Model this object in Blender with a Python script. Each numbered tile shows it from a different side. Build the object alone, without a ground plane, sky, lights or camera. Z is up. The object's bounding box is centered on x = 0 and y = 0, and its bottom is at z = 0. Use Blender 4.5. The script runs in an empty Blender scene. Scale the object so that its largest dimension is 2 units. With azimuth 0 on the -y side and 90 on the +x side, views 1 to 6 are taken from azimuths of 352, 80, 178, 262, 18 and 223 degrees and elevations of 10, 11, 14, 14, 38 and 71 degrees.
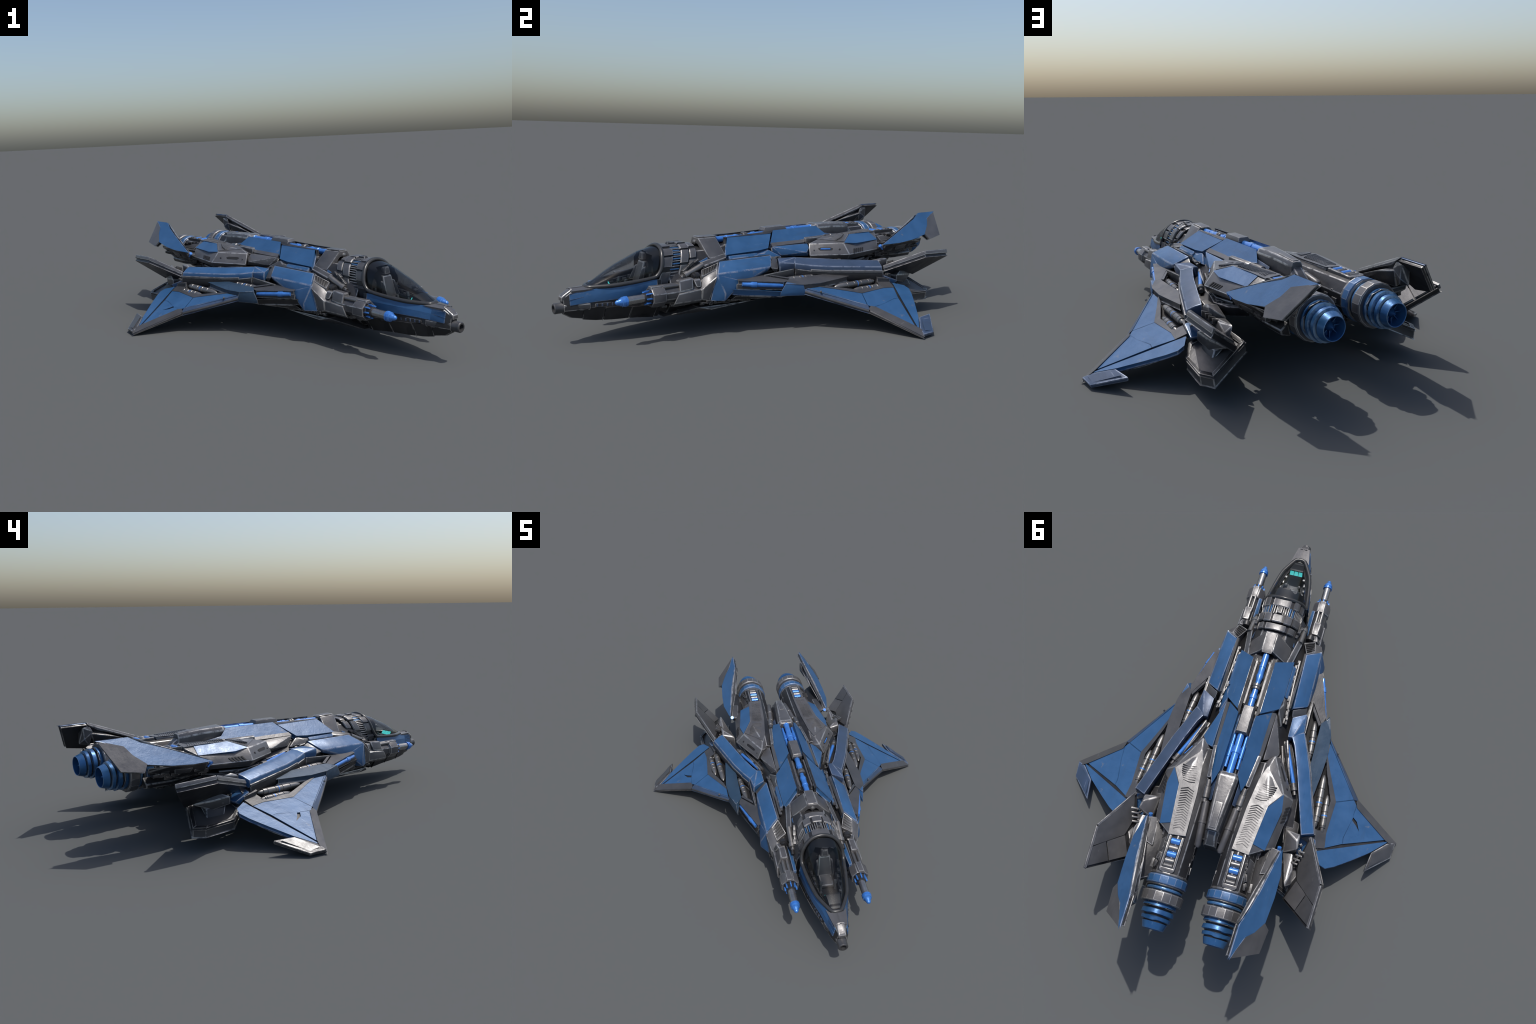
import bpy, bmesh, math, random
from mathutils import Vector, Matrix
import numpy as np

random.seed(11)
# ---------------------------------------------------------------- materials
def new_mat(name):
    m = bpy.data.materials.new(name); m.use_nodes = True
    nt = m.node_tree
    for n in list(nt.nodes): nt.nodes.remove(n)
    out = nt.nodes.new('ShaderNodeOutputMaterial')
    b = nt.nodes.new('ShaderNodeBsdfPrincipled')
    nt.links.new(b.outputs['BSDF'], out.inputs['Surface'])
    return m, nt, b

def mix(nt, fac, a, b):
    n = nt.nodes.new('ShaderNodeMix'); n.data_type = 'RGBA'
    for sock, v in ((n.inputs[0], fac), (n.inputs[6], a), (n.inputs[7], b)):
        if isinstance(v, (tuple, list)): sock.default_value = (*v, 1)
        elif isinstance(v, (int, float)): sock.default_value = v
        else: nt.links.new(v, sock)
    return n.outputs[2]

def math_n(nt, op, a, b=0.0, clamp=False):
    n = nt.nodes.new('ShaderNodeMath'); n.operation = op; n.use_clamp = clamp
    for s, v in zip(n.inputs, (a, b)):
        if isinstance(v, (int, float)): s.default_value = v
        else: nt.links.new(v, s)
    return n.outputs[0]

def noise(nt, co, scale, detail=4, rough=.55, vec=None):
    n = nt.nodes.new('ShaderNodeTexNoise'); n.inputs['Scale'].default_value = scale
    n.inputs['Detail'].default_value = detail; n.inputs['Roughness'].default_value = rough
    if vec:
        mp = nt.nodes.new('ShaderNodeMapping'); mp.inputs['Scale'].default_value = vec
        mp.inputs['Rotation'].default_value = (.2, .1, .7)
        nt.links.new(co, mp.inputs['Vector']); co = mp.outputs['Vector']
    nt.links.new(co, n.inputs['Vector'])
    return n.outputs['Fac']

def ramp(nt, fac, lo, hi):
    n = nt.nodes.new('ShaderNodeMapRange'); n.inputs[1].default_value = lo; n.inputs[2].default_value = hi
    nt.links.new(fac, n.inputs[0]); n.clamp = True
    return n.outputs[0]

WORN = (.40, .395, .39)
EDGE = {}
def painted(name, c1, c2, metal, rough, wear=.8, grime=.35, chips=0.0, seams=0.0, worn=WORN):
    """scuffed paint; also makes the worn twin that covers the chamfers"""
    def build(nm, edge):
        m, nt, b = new_mat(nm)
        tc = nt.nodes.new('ShaderNodeTexCoord'); co = tc.outputs['Object']
        big = ramp(nt, noise(nt, co, 9, 5), .35, .68)
        col = mix(nt, big, c1, c2)
        streak = ramp(nt, noise(nt, co, 30, 5, .6, (1, .16, 1)), .54, .72)
        col = mix(nt, math_n(nt, 'MULTIPLY', streak, grime), col, tuple(v * .5 + .015 for v in c2))
        blot = ramp(nt, noise(nt, co, 42, 6, .7), .60, .74)
        col = mix(nt, math_n(nt, 'MULTIPLY', blot, grime * .6), col, tuple(v * .6 + .05 for v in c2))
        scr = ramp(nt, noise(nt, co, 60, 6, .75, (1, .05, .6)), .665, .70)
        col = mix(nt, math_n(nt, 'MULTIPLY', scr, .45), col, worn)
        if seams:
            vo = nt.nodes.new('ShaderNodeTexVoronoi'); vo.feature = 'DISTANCE_TO_EDGE'; vo.inputs['Scale'].default_value = 13
            nt.links.new(co, vo.inputs['Vector'])
            sm = ramp(nt, vo.outputs['Distance'], .014, .006)
            col = mix(nt, math_n(nt, 'MULTIPLY', sm, seams), col, tuple(v * .35 for v in c1))
        if chips:
            ch = ramp(nt, noise(nt, co, 17, 7, .72), .645, .665)
            col = mix(nt, math_n(nt, 'MULTIPLY', ch, chips), col, (.15, .155, .17))
        mt = metal
        if edge:
            patch = ramp(nt, noise(nt, co, 24, 5, .65), .38, .54)
            e = math_n(nt, 'MULTIPLY', patch, wear, True)
            col = mix(nt, e, col, worn)
            mt = math_n(nt, 'ADD', math_n(nt, 'MULTIPLY', e, .4), metal, True)
        nt.links.new(col, b.inputs['Base Color'])
        if isinstance(mt, float): b.inputs['Metallic'].default_value = mt
        else: nt.links.new(mt, b.inputs['Metallic'])
        r = math_n(nt, 'ADD', math_n(nt, 'MULTIPLY', noise(nt, co, 18, 6, .65), .40), rough - .20, True)
        nt.links.new(r, b.inputs['Roughness'])
        bp = nt.nodes.new('ShaderNodeBump'); bp.inputs['Strength'].default_value = .45; bp.inputs['Distance'].default_value = .004
        h = math_n(nt, 'ADD', noise(nt, co, 16, 5), math_n(nt, 'MULTIPLY', noise(nt, co, 110, 3), .14))
        nt.links.new(h, bp.inputs['Height']); nt.links.new(bp.outputs['Normal'], b.inputs['Normal'])
        return m
    m = build(name, False); EDGE[name] = build(name + '_worn_edge', True)
    return m

def plain(name, col, metal, rough, coat=0.0, emit=None):
    m, nt, b = new_mat(name)
    tc = nt.nodes.new('ShaderNodeTexCoord')
    f = ramp(nt, noise(nt, tc.outputs['Object'], 40, 4), .3, .7)
    nt.links.new(mix(nt, f, tuple(v * .75 for v in col), col), b.inputs['Base Color'])
    b.inputs['Metallic'].default_value = metal; b.inputs['Roughness'].default_value = rough
    b.inputs['Coat Weight'].default_value = coat; b.inputs['Coat Roughness'].default_value = .08
    if emit:
        b.inputs['Emission Color'].default_value = (*emit[0], 1); b.inputs['Emission Strength'].default_value = emit[1]
    return m

BLUE = painted('blue_paint', (.022, .079, .188), (.031, .100, .230), .12, .40, .85, .40, chips=.45, worn=(.24, .28, .37))
TEAL = painted('slate_blue_paint', (.034, .056, .100), (.046, .074, .140), .15, .40, .8, .40, worn=(.24, .28, .36))
SLATE = painted('dusk_blue_paint', (.018, .042, .075), (.028, .058, .100), .15, .42, .7, .40)
GREY = painted('grey_armour', (.082, .082, .088), (.118, .117, .122), .35, .40, .9, .5)
MID = painted('mid_grey_armour', (.062, .063, .067), (.090, .090, .095), .4, .40, .85, .45)
DARK = painted('dark_frame', (.020, .020, .022), (.040, .040, .043), .4, .42, .75, .4)
STEEL = painted('bright_steel', (.13, .128, .128), (.22, .215, .21), .7, .36, .5, .5)
POLISHED = painted('polished_steel', (.26, .255, .25), (.36, .355, .35), .85, .26, .4, .4)  # base lightened so the barrel carries its bright reflected stripes
RUBBER = plain('canopy_rubber', (.035, .036, .038), .1, .28)
INTERIOR = plain('cockpit_dark', (.018, .02, .024), .2, .45)
SEAT = plain('seat_shell', (.085, .088, .092), .3, .30)
GLOSS_BLUE = plain('blue_conduit', (.060, .235, .68), .40, .20, .6)  # blue brightened to hold the shiny highlights of pipes and muzzles
NOZZLE = painted('lightened_blue_nozzle', (.022, .085, .22), (.045, .150, .33), .45, .34, .8, .6, worn=(.25, .36, .5))  # colour raised toward the bright ring tops and white glints
HUD = plain('cyan_display', (.12, .75, .72), 0, .4, 0, ((.1, .8, .75), .8))
BLACK = plain('black_void', (.008, .008, .01), 0, .7)

def glass_mat():
    m = bpy.data.materials.new('tinted_canopy_glass'); m.use_nodes = True
    nt = m.node_tree
    for n in list(nt.nodes): nt.nodes.remove(n)
    out = nt.nodes.new('ShaderNodeOutputMaterial'); mx = nt.nodes.new('ShaderNodeMixShader')
    tr = nt.nodes.new('ShaderNodeBsdfTransparent'); gl = nt.nodes.new('ShaderNodeBsdfGlossy')
    tr.inputs['Color'].default_value = (.72, .74, .76, 1); gl.inputs['Roughness'].default_value = .06
    gl.inputs['Color'].default_value = (.9, .92, .95, 1)
    fr = nt.nodes.new('ShaderNodeFresnel'); fr.inputs['IOR'].default_value = 1.4
    nt.links.new(math_n(nt, 'MULTIPLY', fr.outputs[0], .7), mx.inputs[0])
    nt.links.new(tr.outputs[0], mx.inputs[1]); nt.links.new(gl.outputs[0], mx.inputs[2])
    nt.links.new(mx.outputs[0], out.inputs['Surface'])
    return m
GLASS = glass_mat()

# ---------------------------------------------------------------- builders
YAW = math.radians(208)
ship = bpy.data.objects.new('starfighter', None)
bpy.context.collection.objects.link(ship)
ship.rotation_euler = (0, 0, YAW)
c28, s28 = math.cos(math.radians(28)), math.sin(math.radians(28))
ship.location = (.12 * c28, .12 * s28, 0)
ship['label'] = 'blue and grey armoured twin engine space fighter'
ship['category'] = 'spaceship'

V = Vector
def make(bm, name, mat, parent=None, smooth=34):
    for v in bm.verts: v.co.z = max(v.co.z, .0004)      # the wing tips rest on the ground
    bmesh.ops.recalc_face_normals(bm, faces=bm.faces)
    me = bpy.data.meshes.new(name); bm.to_mesh(me)
    me.materials.append(mat)
    if mat.name in EDGE: me.materials.append(EDGE[mat.name])
    me.polygons.foreach_set('use_smooth', [True] * len(me.polygons))
    me.set_sharp_from_angle(angle=math.radians(smooth))
    ob = bpy.data.objects.new(name, me)
    bpy.context.collection.objects.link(ob)
    ob.parent = parent or ship
    return ob

def flip(bm):
    b2 = bm.copy()
    for v in b2.verts: v.co.x = -v.co.x
    bmesh.ops.reverse_faces(b2, faces=b2.faces)
    return b2

def finish(bm, name, mat, parent=None, bevel=.003, seg=2, pair=True, ang=18, smooth=34):
    """bevel the hard edges; return the right hand object, or the pair (right, left)"""
    bmesh.ops.remove_doubles(bm, verts=bm.verts, dist=1e-5)
    if bevel:
        ed = [e for e in bm.edges if len(e.link_faces) == 2 and e.calc_face_angle(0) > math.radians(ang)]
        if ed:
            r = bmesh.ops.bevel(bm, geom=ed, offset=bevel, segments=seg, profile=.6, affect='EDGES', clamp_overlap=True)
            for f in r['faces']: f.material_index = 1
    mr, ml = mat if isinstance(mat, tuple) else (mat, mat)
    pr, pl = parent if isinstance(parent, tuple) else (parent, parent)
    if pair == 'L':
        for v in bm.verts: v.co.x = -v.co.x
        bmesh.ops.reverse_faces(bm, faces=bm.faces); mr, pr = ml, pl
    if pair is not True:
        o = make(bm, name, mr, pr, smooth); bm.free(); return o
    b2 = flip(bm)
    o = (make(bm, name, mr, pr, smooth), make(b2, name, ml, pl, smooth)); bm.free(); b2.free()
    return o

def sym(pts):
    """mirror a list of points over the centre plane"""
    return list(pts) + [(-x, y, z) for x, y, z in pts if abs(x) > 1e-6]

def hull_bm(pts):
    bm = bmesh.new()
    for p in pts: bm.verts.new(p)
    r = bmesh.ops.convex_hull(bm, input=bm.verts)
    bmesh.ops.delete(bm, geom=[g for g in r['geom_interior'] if isinstance(g, bmesh.types.BMVert)], context='VERTS')
    bmesh.ops.dissolve_limit(bm, angle_limit=math.radians(3), verts=bm.verts, edges=bm.edges)
    return bm

def hull(name, pts, mat, parent=None, bevel=.004, pair=True, **k):
    return finish(hull_bm(pts), name, mat, parent, bevel, pair=pair, **k)

def slab(name, outline, mat, d=(0, 0, -.02), parent=None, bevel=.003, pair=True, shrink=0.0, **k):
    """polygon in space given depth along d; shrink pulls the far face in"""
    bm = bmesh.new(); d = V(d); c = sum((V(p) for p in outline), V()) / len(outline)
    a = [bm.verts.new(p) for p in outline]
    b = [bm.verts.new(V(p) + d + (c - V(p)) * shrink) for p in outline]
    bm.faces.new(a); bm.faces.new(b[::-1])
    n = len(a)
    for i in range(n): bm.faces.new((a[i], a[(i + 1) % n], b[(i + 1) % n], b[i]))
    return finish(bm, name, mat, parent, bevel, pair=pair, **k)

def loft_bm(secs, caps=True):
    bm = bmesh.new()
    rows = [[bm.verts.new(p) for p in s] for s in secs]
    n = len(rows[0])
    for a, b in zip(rows, rows[1:]):
        for i in range(n): bm.faces.new((a[i], a[(i + 1) % n], b[(i + 1) % n], b[i]))
    if caps:
        bm.faces.new(rows[0][::-1]); bm.faces.new(rows[-1])
    return bm

def loft(name, secs, mat, parent=None, bevel=.003, pair=False, **k):
    return finish(loft_bm(secs), name, mat, parent, bevel, pair=pair, **k)

def mirror_section(half, y):
    """half: (x,z) from top centre to bottom centre -> closed ring"""
    r = [(x, y, z) for x, z in half]
    return r + [(-x, y, z) for x, z in half[::-1] if x > 1e-6]

def turned_bm(prof, axis0, axis1, n=20):
    """prof: (t along axis 0..1 or metres, radius)"""
    a, b = V(axis0), V(axis1); d = (b - a); L = d.length; d.normalize()
    u = d.orthogonal().normalized(); w = d.cross(u)
    secs = []
    for t, r in prof:
        c = a + d * t
        secs.append([c + (u * math.cos(k * 2 * math.pi / n) + w * math.sin(k * 2 * math.pi / n)) * max(r, 1e-4) for k in range(n)])
    return loft_bm(secs)

def turned(name, prof, a, b, mat, parent=None, n=20, pair=True, bevel=0, **k):
    return finish(turned_bm(prof, a, b, n), name, mat, parent, bevel, pair=pair, **k)

def sweep_bm(path, r, n=10, squash=1.0, closed=False):
    P = [V(p) for p in path]; secs = []
    up = V((0, 0, 1))
    for i, p in enumerate(P):
        t = (P[(i + 1) % len(P)] - P[i - 1]) if closed else (P[min(i + 1, len(P) - 1)] - P[max(i - 1, 0)])
        t.normalize(); s = t.cross(up)
        if s.length < .05: s = V((1, 0, 0))
        s.normalize(); q = s.cross(t)
        secs.append([p + s * math.cos(k * 2 * math.pi / n) * r + q * math.sin(k * 2 * math.pi / n) * r * squash for k in range(n)])
    if closed:
        return loft_bm(secs + [secs[0]], caps=False)
    return loft_bm(secs)

def sweep(name, path, r, mat, parent=None, n=10, pair=True, squash=1.0, closed=False):
    return finish(sweep_bm(path, r, n, squash, closed), name, mat, parent, 0, pair=pair, smooth=50)

def join_bm(parts):
    bm = bmesh.new()
    for p in parts:
        me = bpy.data.meshes.new('tmp'); p.to_mesh(me); bm.from_mesh(me); bpy.data.meshes.remove(me); p.free()
    return bm

def box_bm(c, size, rot=None):
    bm = bmesh.new(); bmesh.ops.create_cube(bm, size=1)
    for v in bm.verts:
        p = V((v.co.x * size[0], v.co.y * size[1], v.co.z * size[2]))
        if rot: p = rot @ p
        v.co = p + V(c)
    return bm

def lerp(a, b, t): return tuple(V(a) * (1 - t) + V(b) * t)
def off(p, dx=0, dy=0, dz=0): return (p[0] + dx, p[1] + dy, p[2] + dz)

# ================================================================ FUSELAGE
core = loft('fuselage', [
    mirror_section([(0, .365), (.05, .35), (.085, .29), (.115, .22), (.125, .15), (.07, .085), (0, .08)], .70),
    mirror_section([(0, .365), (.06, .355), (.12, .30), (.18, .25), (.19, .14), (.08, .098), (0, .092)], .50),
    mirror_section([(0, .372), (.045, .372), (.125, .31), (.20, .25), (.235, .175), (.10, .112), (0, .105)], .28),
    mirror_section([(0, .372), (.04, .372), (.12, .31), (.20, .25), (.25, .185), (.10, .125), (0, .118)], .05),
    mirror_section([(0, .378), (.035, .375), (.09, .33), (.16, .25), (.20, .205), (.09, .15), (0, .145)], -.20),
    mirror_section([(0, .35), (.022, .35), (.045, .33), (.055, .30), (.05, .28), (.03, .265), (0, .265)], -.50),
], DARK, bevel=.004)

# belly armour, keel and chin plates
hull('belly_plate', sym([(.19, .60, .125), (.20, .54, .108), (.14, .62, .088), (.08, .72, .072), (.10, .30, .080), (.215, .30, .125), (.0, .71, .068), (0, .30, .076)]), MID, pair=False)
hull('belly_plate', sym([(.21, .285, .128), (.10, .285, .084), (0, .285, .080), (.10, -.12, .118), (.22, -.10, .170), (0, -.12, .112)]), DARK, pair=False)
hull('belly_plate', sym([(.07, -.14, .132), (0, -.14, .126), (.045, -.44, .262), (0, -.44, .258), (.12, -.16, .175), (.06, -.42, .275)]), MID, pair=False)
hull('keel_fairing', sym([(.05, .66, .062), (.05, .40, .066), (.03, .70, .070), (.07, .66, .075), (.07, .38, .078), (0, .72, .07), (.03, .33, .076)]), DARK, pair=False)

# ---- nose
NOSE = [  # y, deck x, deck z, shoulder x,z, seam x,z, chine x,z, keel x,z
    (1.150, .016, .203, .020, .186, .023, .168, .025, .150, .014, .136),
    (1.118, .027, .228, .033, .201, .037, .175, .040, .152, .020, .116),
    (1.030, .036, .231, .048, .206, .054, .181, .059, .157, .036, .100),
    (.946, .070, .240, .077, .215, .079, .186, .082, .153, .050, .094),
    (.860, .091, .248, .097, .220, .097, .187, .096, .146, .062, .092),
    (.740, .107, .256, .111, .222, .111, .184, .112, .138, .070, .078),
]
def nose_ring(row, tub):
    y, ax, az, bx, bz, cx, cz, dx, dz, ex, ez = row
    if tub: top = [(0, .185), (max(ax - .030, .006), .188), (max(ax - .022, .012), az - .004)]
    else: top = [(0, az + .004), (ax * .5, az + .003), (ax * .9, az + .001)]
    return mirror_section(top + [(ax, az), (bx, bz), (cx, cz), (dx, dz), (ex, ez), (0, ez - .004)], y)
def nose_at(y):
    for a, b in zip(NOSE, NOSE[1:]):
        if a[0] >= y >= b[0]:
            t = (a[0] - y) / (a[0] - b[0]); return tuple(p * (1 - t) + q * t for p, q in zip(a, b))
    return NOSE[0] if y > 1 else NOSE[-1]
rows = [nose_ring(NOSE[0], 0), nose_ring(NOSE[1], 0), nose_ring(nose_at(1.032), 0), nose_ring(nose_at(1.028), 1)]
rows += [nose_ring(nose_at(y), 1) for y in (.946, .86, .75)] + [nose_ring(nose_at(.742), 0)]
nose = loft('nose_hull', rows, DARK, bevel=.002)
# blue cheek panels, chin tiles
def nose_band(y0, y1, k0, k1, out, steps=6):
    """strip of hull skin between profile columns k0 and k1, set proud by out"""
    up, lo = [], []
    for i in range(steps + 1):
        r = nose_at(y0 + (y1 - y0) * i / steps)
        up.append((r[k0] + out, r[0], r[k0 + 1])); lo.append((r[k1] + out, r[0], r[k1 + 1]))
    return up, lo
def strip(name, up, lo, mat, depth, parent, bevel=.002):
    bm = bmesh.new(); d = V(depth)
    grid = [[bm.verts.new(p) for p in row] for row in (up, lo)]
    back = [[bm.verts.new(V(p) + d) for p in row] for row in (up, lo)]
    n = len(up)
    for i in range(n - 1):
        bm.faces.new((grid[0][i], grid[0][i + 1], grid[1][i + 1], grid[1][i]))
        bm.faces.new((back[0][i], back[1][i], back[1][i + 1], back[0][i + 1]))
        for j in (0, 1): bm.faces.new((grid[j][i], grid[j][i + 1], back[j][i + 1], back[j][i]))
    for i in (0, n - 1): bm.faces.new((grid[0][i], grid[1][i], back[1][i], back[0][i]))
    return finish(bm, name, mat, parent, bevel)
u, l = nose_band(1.128, .765, 1, 3, .004); m_, l2 = nose_band(1.128, .765, 3, 5, .004)
strip('cheek_panel', u, l, BLUE, (-.012, 0, -.003), nose)
strip('cheek_panel', l, m_ and l2, BLUE, (-.012, 0, 0), nose)
for y0, y1 in ((1.075, .992), (.988, .880), (.876, .765)):
    u, l = nose_band(y0, y1, 7, 9, .003, 3)
    strip('chin_tile', [off(p, .001, 0, 0) for p in u], [off(p, 0, 0, -.004) for p in l], DARK, (-.010, 0, .004), nose)
# deck of the nose
slab('nose_deck', sym([(.0, 1.118, .240)])[:1] + [(.028, 1.120, .233), (.044, 1.035, .236), (.030, 1.052, .238), (0, 1.056, .240)], GREY, (0, 0, -.014), nose, .002)
hull('nose_block', sym([(.017, 1.158, .208), (.017, 1.158, .190), (.020, 1.114, .238), (.014, 1.152, .214), (.012, 1.112, .242), (.022, 1.12, .20)]), GREY, nose, .003, pair=False)
# nose gun with its long side fairings
turned('nose_gun', [(0, .020), (.055, .022), (.06, .026), (.085, .026), (.09, .023), (.124, .023), (.127, .020), (.127, .014), (.100, .013), (.098, .0)],
       (0, 1.06, .160), (0, 1.2, .160), MID, nose, 16, pair=False)
hull('gun_fairing', [(.058, 1.048, .176), (.060, 1.048, .152), (.048, 1.046, .182), (.024, 1.150, .174), (.024, 1.150, .146), (.014, 1.15, .180), (.05, 1.05, .146)], MID, nose, .004)
hull('vent_strip', [(.063, 1.03, .176), (.063, 1.03, .160), (.105, .80, .178), (.106, .80, .150), (.09, .80, .150), (.05, 1.03, .160)], DARK, nose, .002)
gr = [box_bm((.062 + i * .0042, 1.022 - i * .021, .1675 - i * .0002), (.008, .006, .012)) for i in range(9)]
finish(join_bm(gr), 'vent_slat', TEAL, nose, .001)[0]['kind'] = 'stuff'

# ---- cockpit
def glass_section(y):
    zc = np.interp(y, [.715, .736, .789, .901, 1.016, 1.045], [.384, .381, .367, .320, .256, .240])
    xb = np.interp(y, [.715, .78, .946, 1.03, 1.045], [.094, .094, .066, .030, .022])
    zb = np.interp(y, [.715, .78, .946, 1.045], [.262, .258, .242, .234])
    out = []
    for k in range(17):
        a = math.pi * k / 16
        ca, sa = math.cos(a), math.sin(a)
        out.append((xb * math.copysign(abs(ca) ** .82, ca), y, zb + (zc - zb) * abs(sa) ** .85))
    return out
bm = bmesh.new()
g = [[bm.verts.new(p) for p in glass_section(y)] for y in np.linspace(.718, 1.044, 22)]
for a, b in zip(g, g[1:]):
    for i in range(16): bm.faces.new((a[i], a[i + 1], b[i + 1], b[i]))
canopy = finish(bm, 'canopy_glass', GLASS, None, 0, pair=False, smooth=60)
rim = [(0, 1.046, .238), (.020, 1.042, .238), (.034, 1.022, .239), (.055, .982, .242), (.072, .942, .245), (.088, .86, .252), (.098, .78, .262),
       (.101, .755, .274), (.099, .738, .298), (.091, .729, .326), (.075, .721, .354), (.053, .714, .374), (.027, .710, .385), (0, .709, .389)]
full = rim + [(-x, y, z) for x, y, z in rim[-2:0:-1]]
def rounded(path, n):
    P = [V(p) for p in path]; out = []
    for i in range(len(P)):
        p0, p1, p2, p3 = P[i - 1], P[i], P[(i + 1) % len(P)], P[(i + 2) % len(P)]
        for k in range(n):
            t = k / n
            out.append(.5 * ((2 * p1) + (p2 - p0) * t + (2 * p0 - 5 * p1 + 4 * p2 - p3) * t * t + (3 * p1 - p0 - 3 * p2 + p3) * t ** 3))
    return out
sweep('canopy_frame', rounded(full, 3), .0095, RUBBER, canopy, 10, pair=False, closed=True)
# tub lining, bulkhead, seat, console
hull('cockpit_bulkhead', sym([(.085, .725, .19), (.088, .722, .27), (.06, .716, .345), (0, .712, .372), (.085, .745, .19), (.085, .738, .26), (0, .735, .30)]), INTERIOR, canopy, .004, pair=False)
bm = bmesh.new()
rng = random.Random(5)
ys = [.720, .733, .748, .762]
g = []
for q, y in enumerate(ys):
    row = glass_section(y)
    g.append([bm.verts.new((x * .965, y + (rng.uniform(-.004, .022) if q == 3 else 0), .262 + (z - .262) * .97)) for x, y_, z in row])
for a, b in zip(g, g[1:]):
    for i in range(16): bm.faces.new((a[i], a[i + 1], b[i + 1], b[i]))
finish(bm, 'cockpit_liner', INTERIOR, canopy, 0, pair=False)
seat = hull('pilot_seat', sym([(.032, .80, .20), (.032, .87, .20), (.030, .80, .225), (.030, .875, .222)]), MID, None, .006, pair=False)
hull('seat_backrest', sym([(.034, .785, .222), (.026, .768, .325), (.028, .786, .325), (.036, .815, .224), (.030, .803, .26)]), MID, seat, .007, pair=False)
hull('headrest', sym([(.020, .770, .330), (.018, .792, .330), (.018, .766, .362), (.014, .786, .364)]), MID, seat, .006, pair=False)
hull('seat_bolster', [(.030, .79, .235), (.044, .80, .235), (.028, .776, .305), (.040, .782, .300), (.040, .83, .235), (.036, .80, .30)], MID, seat, .005)
for x in (.052,):
    hull('armrest_console', [(x - .006, .80, .195), (x + .018, .80, .195), (x - .006, .92, .195), (x + .008, .92, .195), (x - .004, .81, .235), (x + .014, .81, .235), (x - .004, .90, .225), (x + .006, .90, .225)], INTERIOR, canopy, .003)
    turned('control_stick', [(0, .006), (.03, .004), (.032, .008), (.05, .007), (.052, .0)], (.034, .885, .205), (.034, .875, .255), SEAT, canopy, 10)
fittings_in = [((.058, .84, .236), (.012, .018, .010)), ((.060, .87, .232), (.010, .014, .012)), ((.055, .905, .230), (.010, .020, .008)), ((.066, .81, .244), (.012, .020, .016)), ((.070, .775, .262), (.010, .016, .030)), ((.046, .93, .236), (.012, .012, .014))]
finish(join_bm([box_bm(c, z) for c, z in fittings_in]), 'cockpit_switchgear', STEEL, canopy, .0015)[0]['kind'] = 'stuff'
hull('instrument_console', sym([(.040, .955, .19), (.028, 1.028, .20), (.042, .95, .238), (.026, 1.03, .238), (.036, .962, .252), (.022, 1.02, .244)]), INTERIOR, canopy, .004, pair=False)
hull('display_hood', sym([(.036, .9615, .230), (.034, .9590, .264), (.034, .968, .264), (.030, .985, .258), (.026, 1.02, .240)]), INTERIOR, canopy, .003, pair=False)
for x in (-.022, 0, .022):
    hull('display_panel', [(x - .010, .9470, .240), (x + .010, .9470, .240), (x - .009, .958, .258), (x + .009, .958, .258), (x - .010, .949, .239), (x + .010, .949, .239), (x - .009, .960, .257), (x + .009, .960, .257)], HUD, canopy, 0, pair=False)

# ---- collar rings behind the canopy
def arch(ytop, w, zt, zb=.135, tilt=.32, n=28, p=2.6):
    zc, h = .262, zt - .262; out = []
    for k in range(n):
        a = 2 * math.pi * (k + .5) / n; ca, sa = math.cos(a), math.sin(a)
        x = w * math.copysign(abs(ca) ** (2 / p), ca)
        z = zc + (h if sa > 0 else zc - zb) * math.copysign(abs(sa) ** (2 / 2.2), sa)
        out.append((x, ytop + tilt * (zt - z), z))
    return out
loft('neck', [arch(.44, .085, .355, .12), arch(.53, .088, .368, .12), arch(.62, .092, .376, .13), arch(.70, .094, .380, .13)], DARK, bevel=0)
def ring(name, y0, y1, w, zt, mat, cuts, seed, lip=.005):
    """dark hoop carrying separate armour segments of uneven width and height"""
    rg = random.Random(seed); n = 72
    hoop = loft('collar_hoop', [arch(y0 + .003, w - lip, zt - lip), arch(y1 - .003, w - lip, zt - lip)], DARK, bevel=0)
    for a0, a1 in zip(cuts, cuts[1:]):
        t = rg.uniform(-.0015, .0018); d0, d1 = rg.uniform(-.004, .003), rg.uniform(-.003, .003)
        idx = [k for k in range(n) if a0 + 1.5 <= 360 * (k + .5) / n <= a1 - 1.5]
        A = [arch(y, w + q + t, zt + q + t, n=n) for y, q in ((y0 + d0, -.003), (y0 + d0 + .004, 0), (y1 + d1 - .004, 0), (y1 + d1, -.003))]
        B = [arch(y, w - lip - .004, zt - lip - .004, n=n) for y in (y0 + d0, y1 + d1)]
        bm = bmesh.new()
        loops = [[bm.verts.new(L[k]) for k in idx] for L in (B[0], A[0], A[1], A[2], A[3], B[1])]
        for p, q in zip(loops, loops[1:] + loops[:1]):
            for u in range(len(idx) - 1): bm.faces.new((p[u], p[u + 1], q[u + 1], q[u]))
        for e in (0, -1): bm.faces.new([L[e] for L in loops])
        finish(bm, name, mat, hoop, .0014, pair=False, ang=24)
ring('collar_segment', .660, .712, .105, .391, GREY, (-30, 12, 40, 68, 112, 140, 168, 210), 1)
ring('collar_segment', .574, .618, .106, .393, GREY, (-30, 20, 55, 80, 100, 125, 160, 210), 2)
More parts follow.
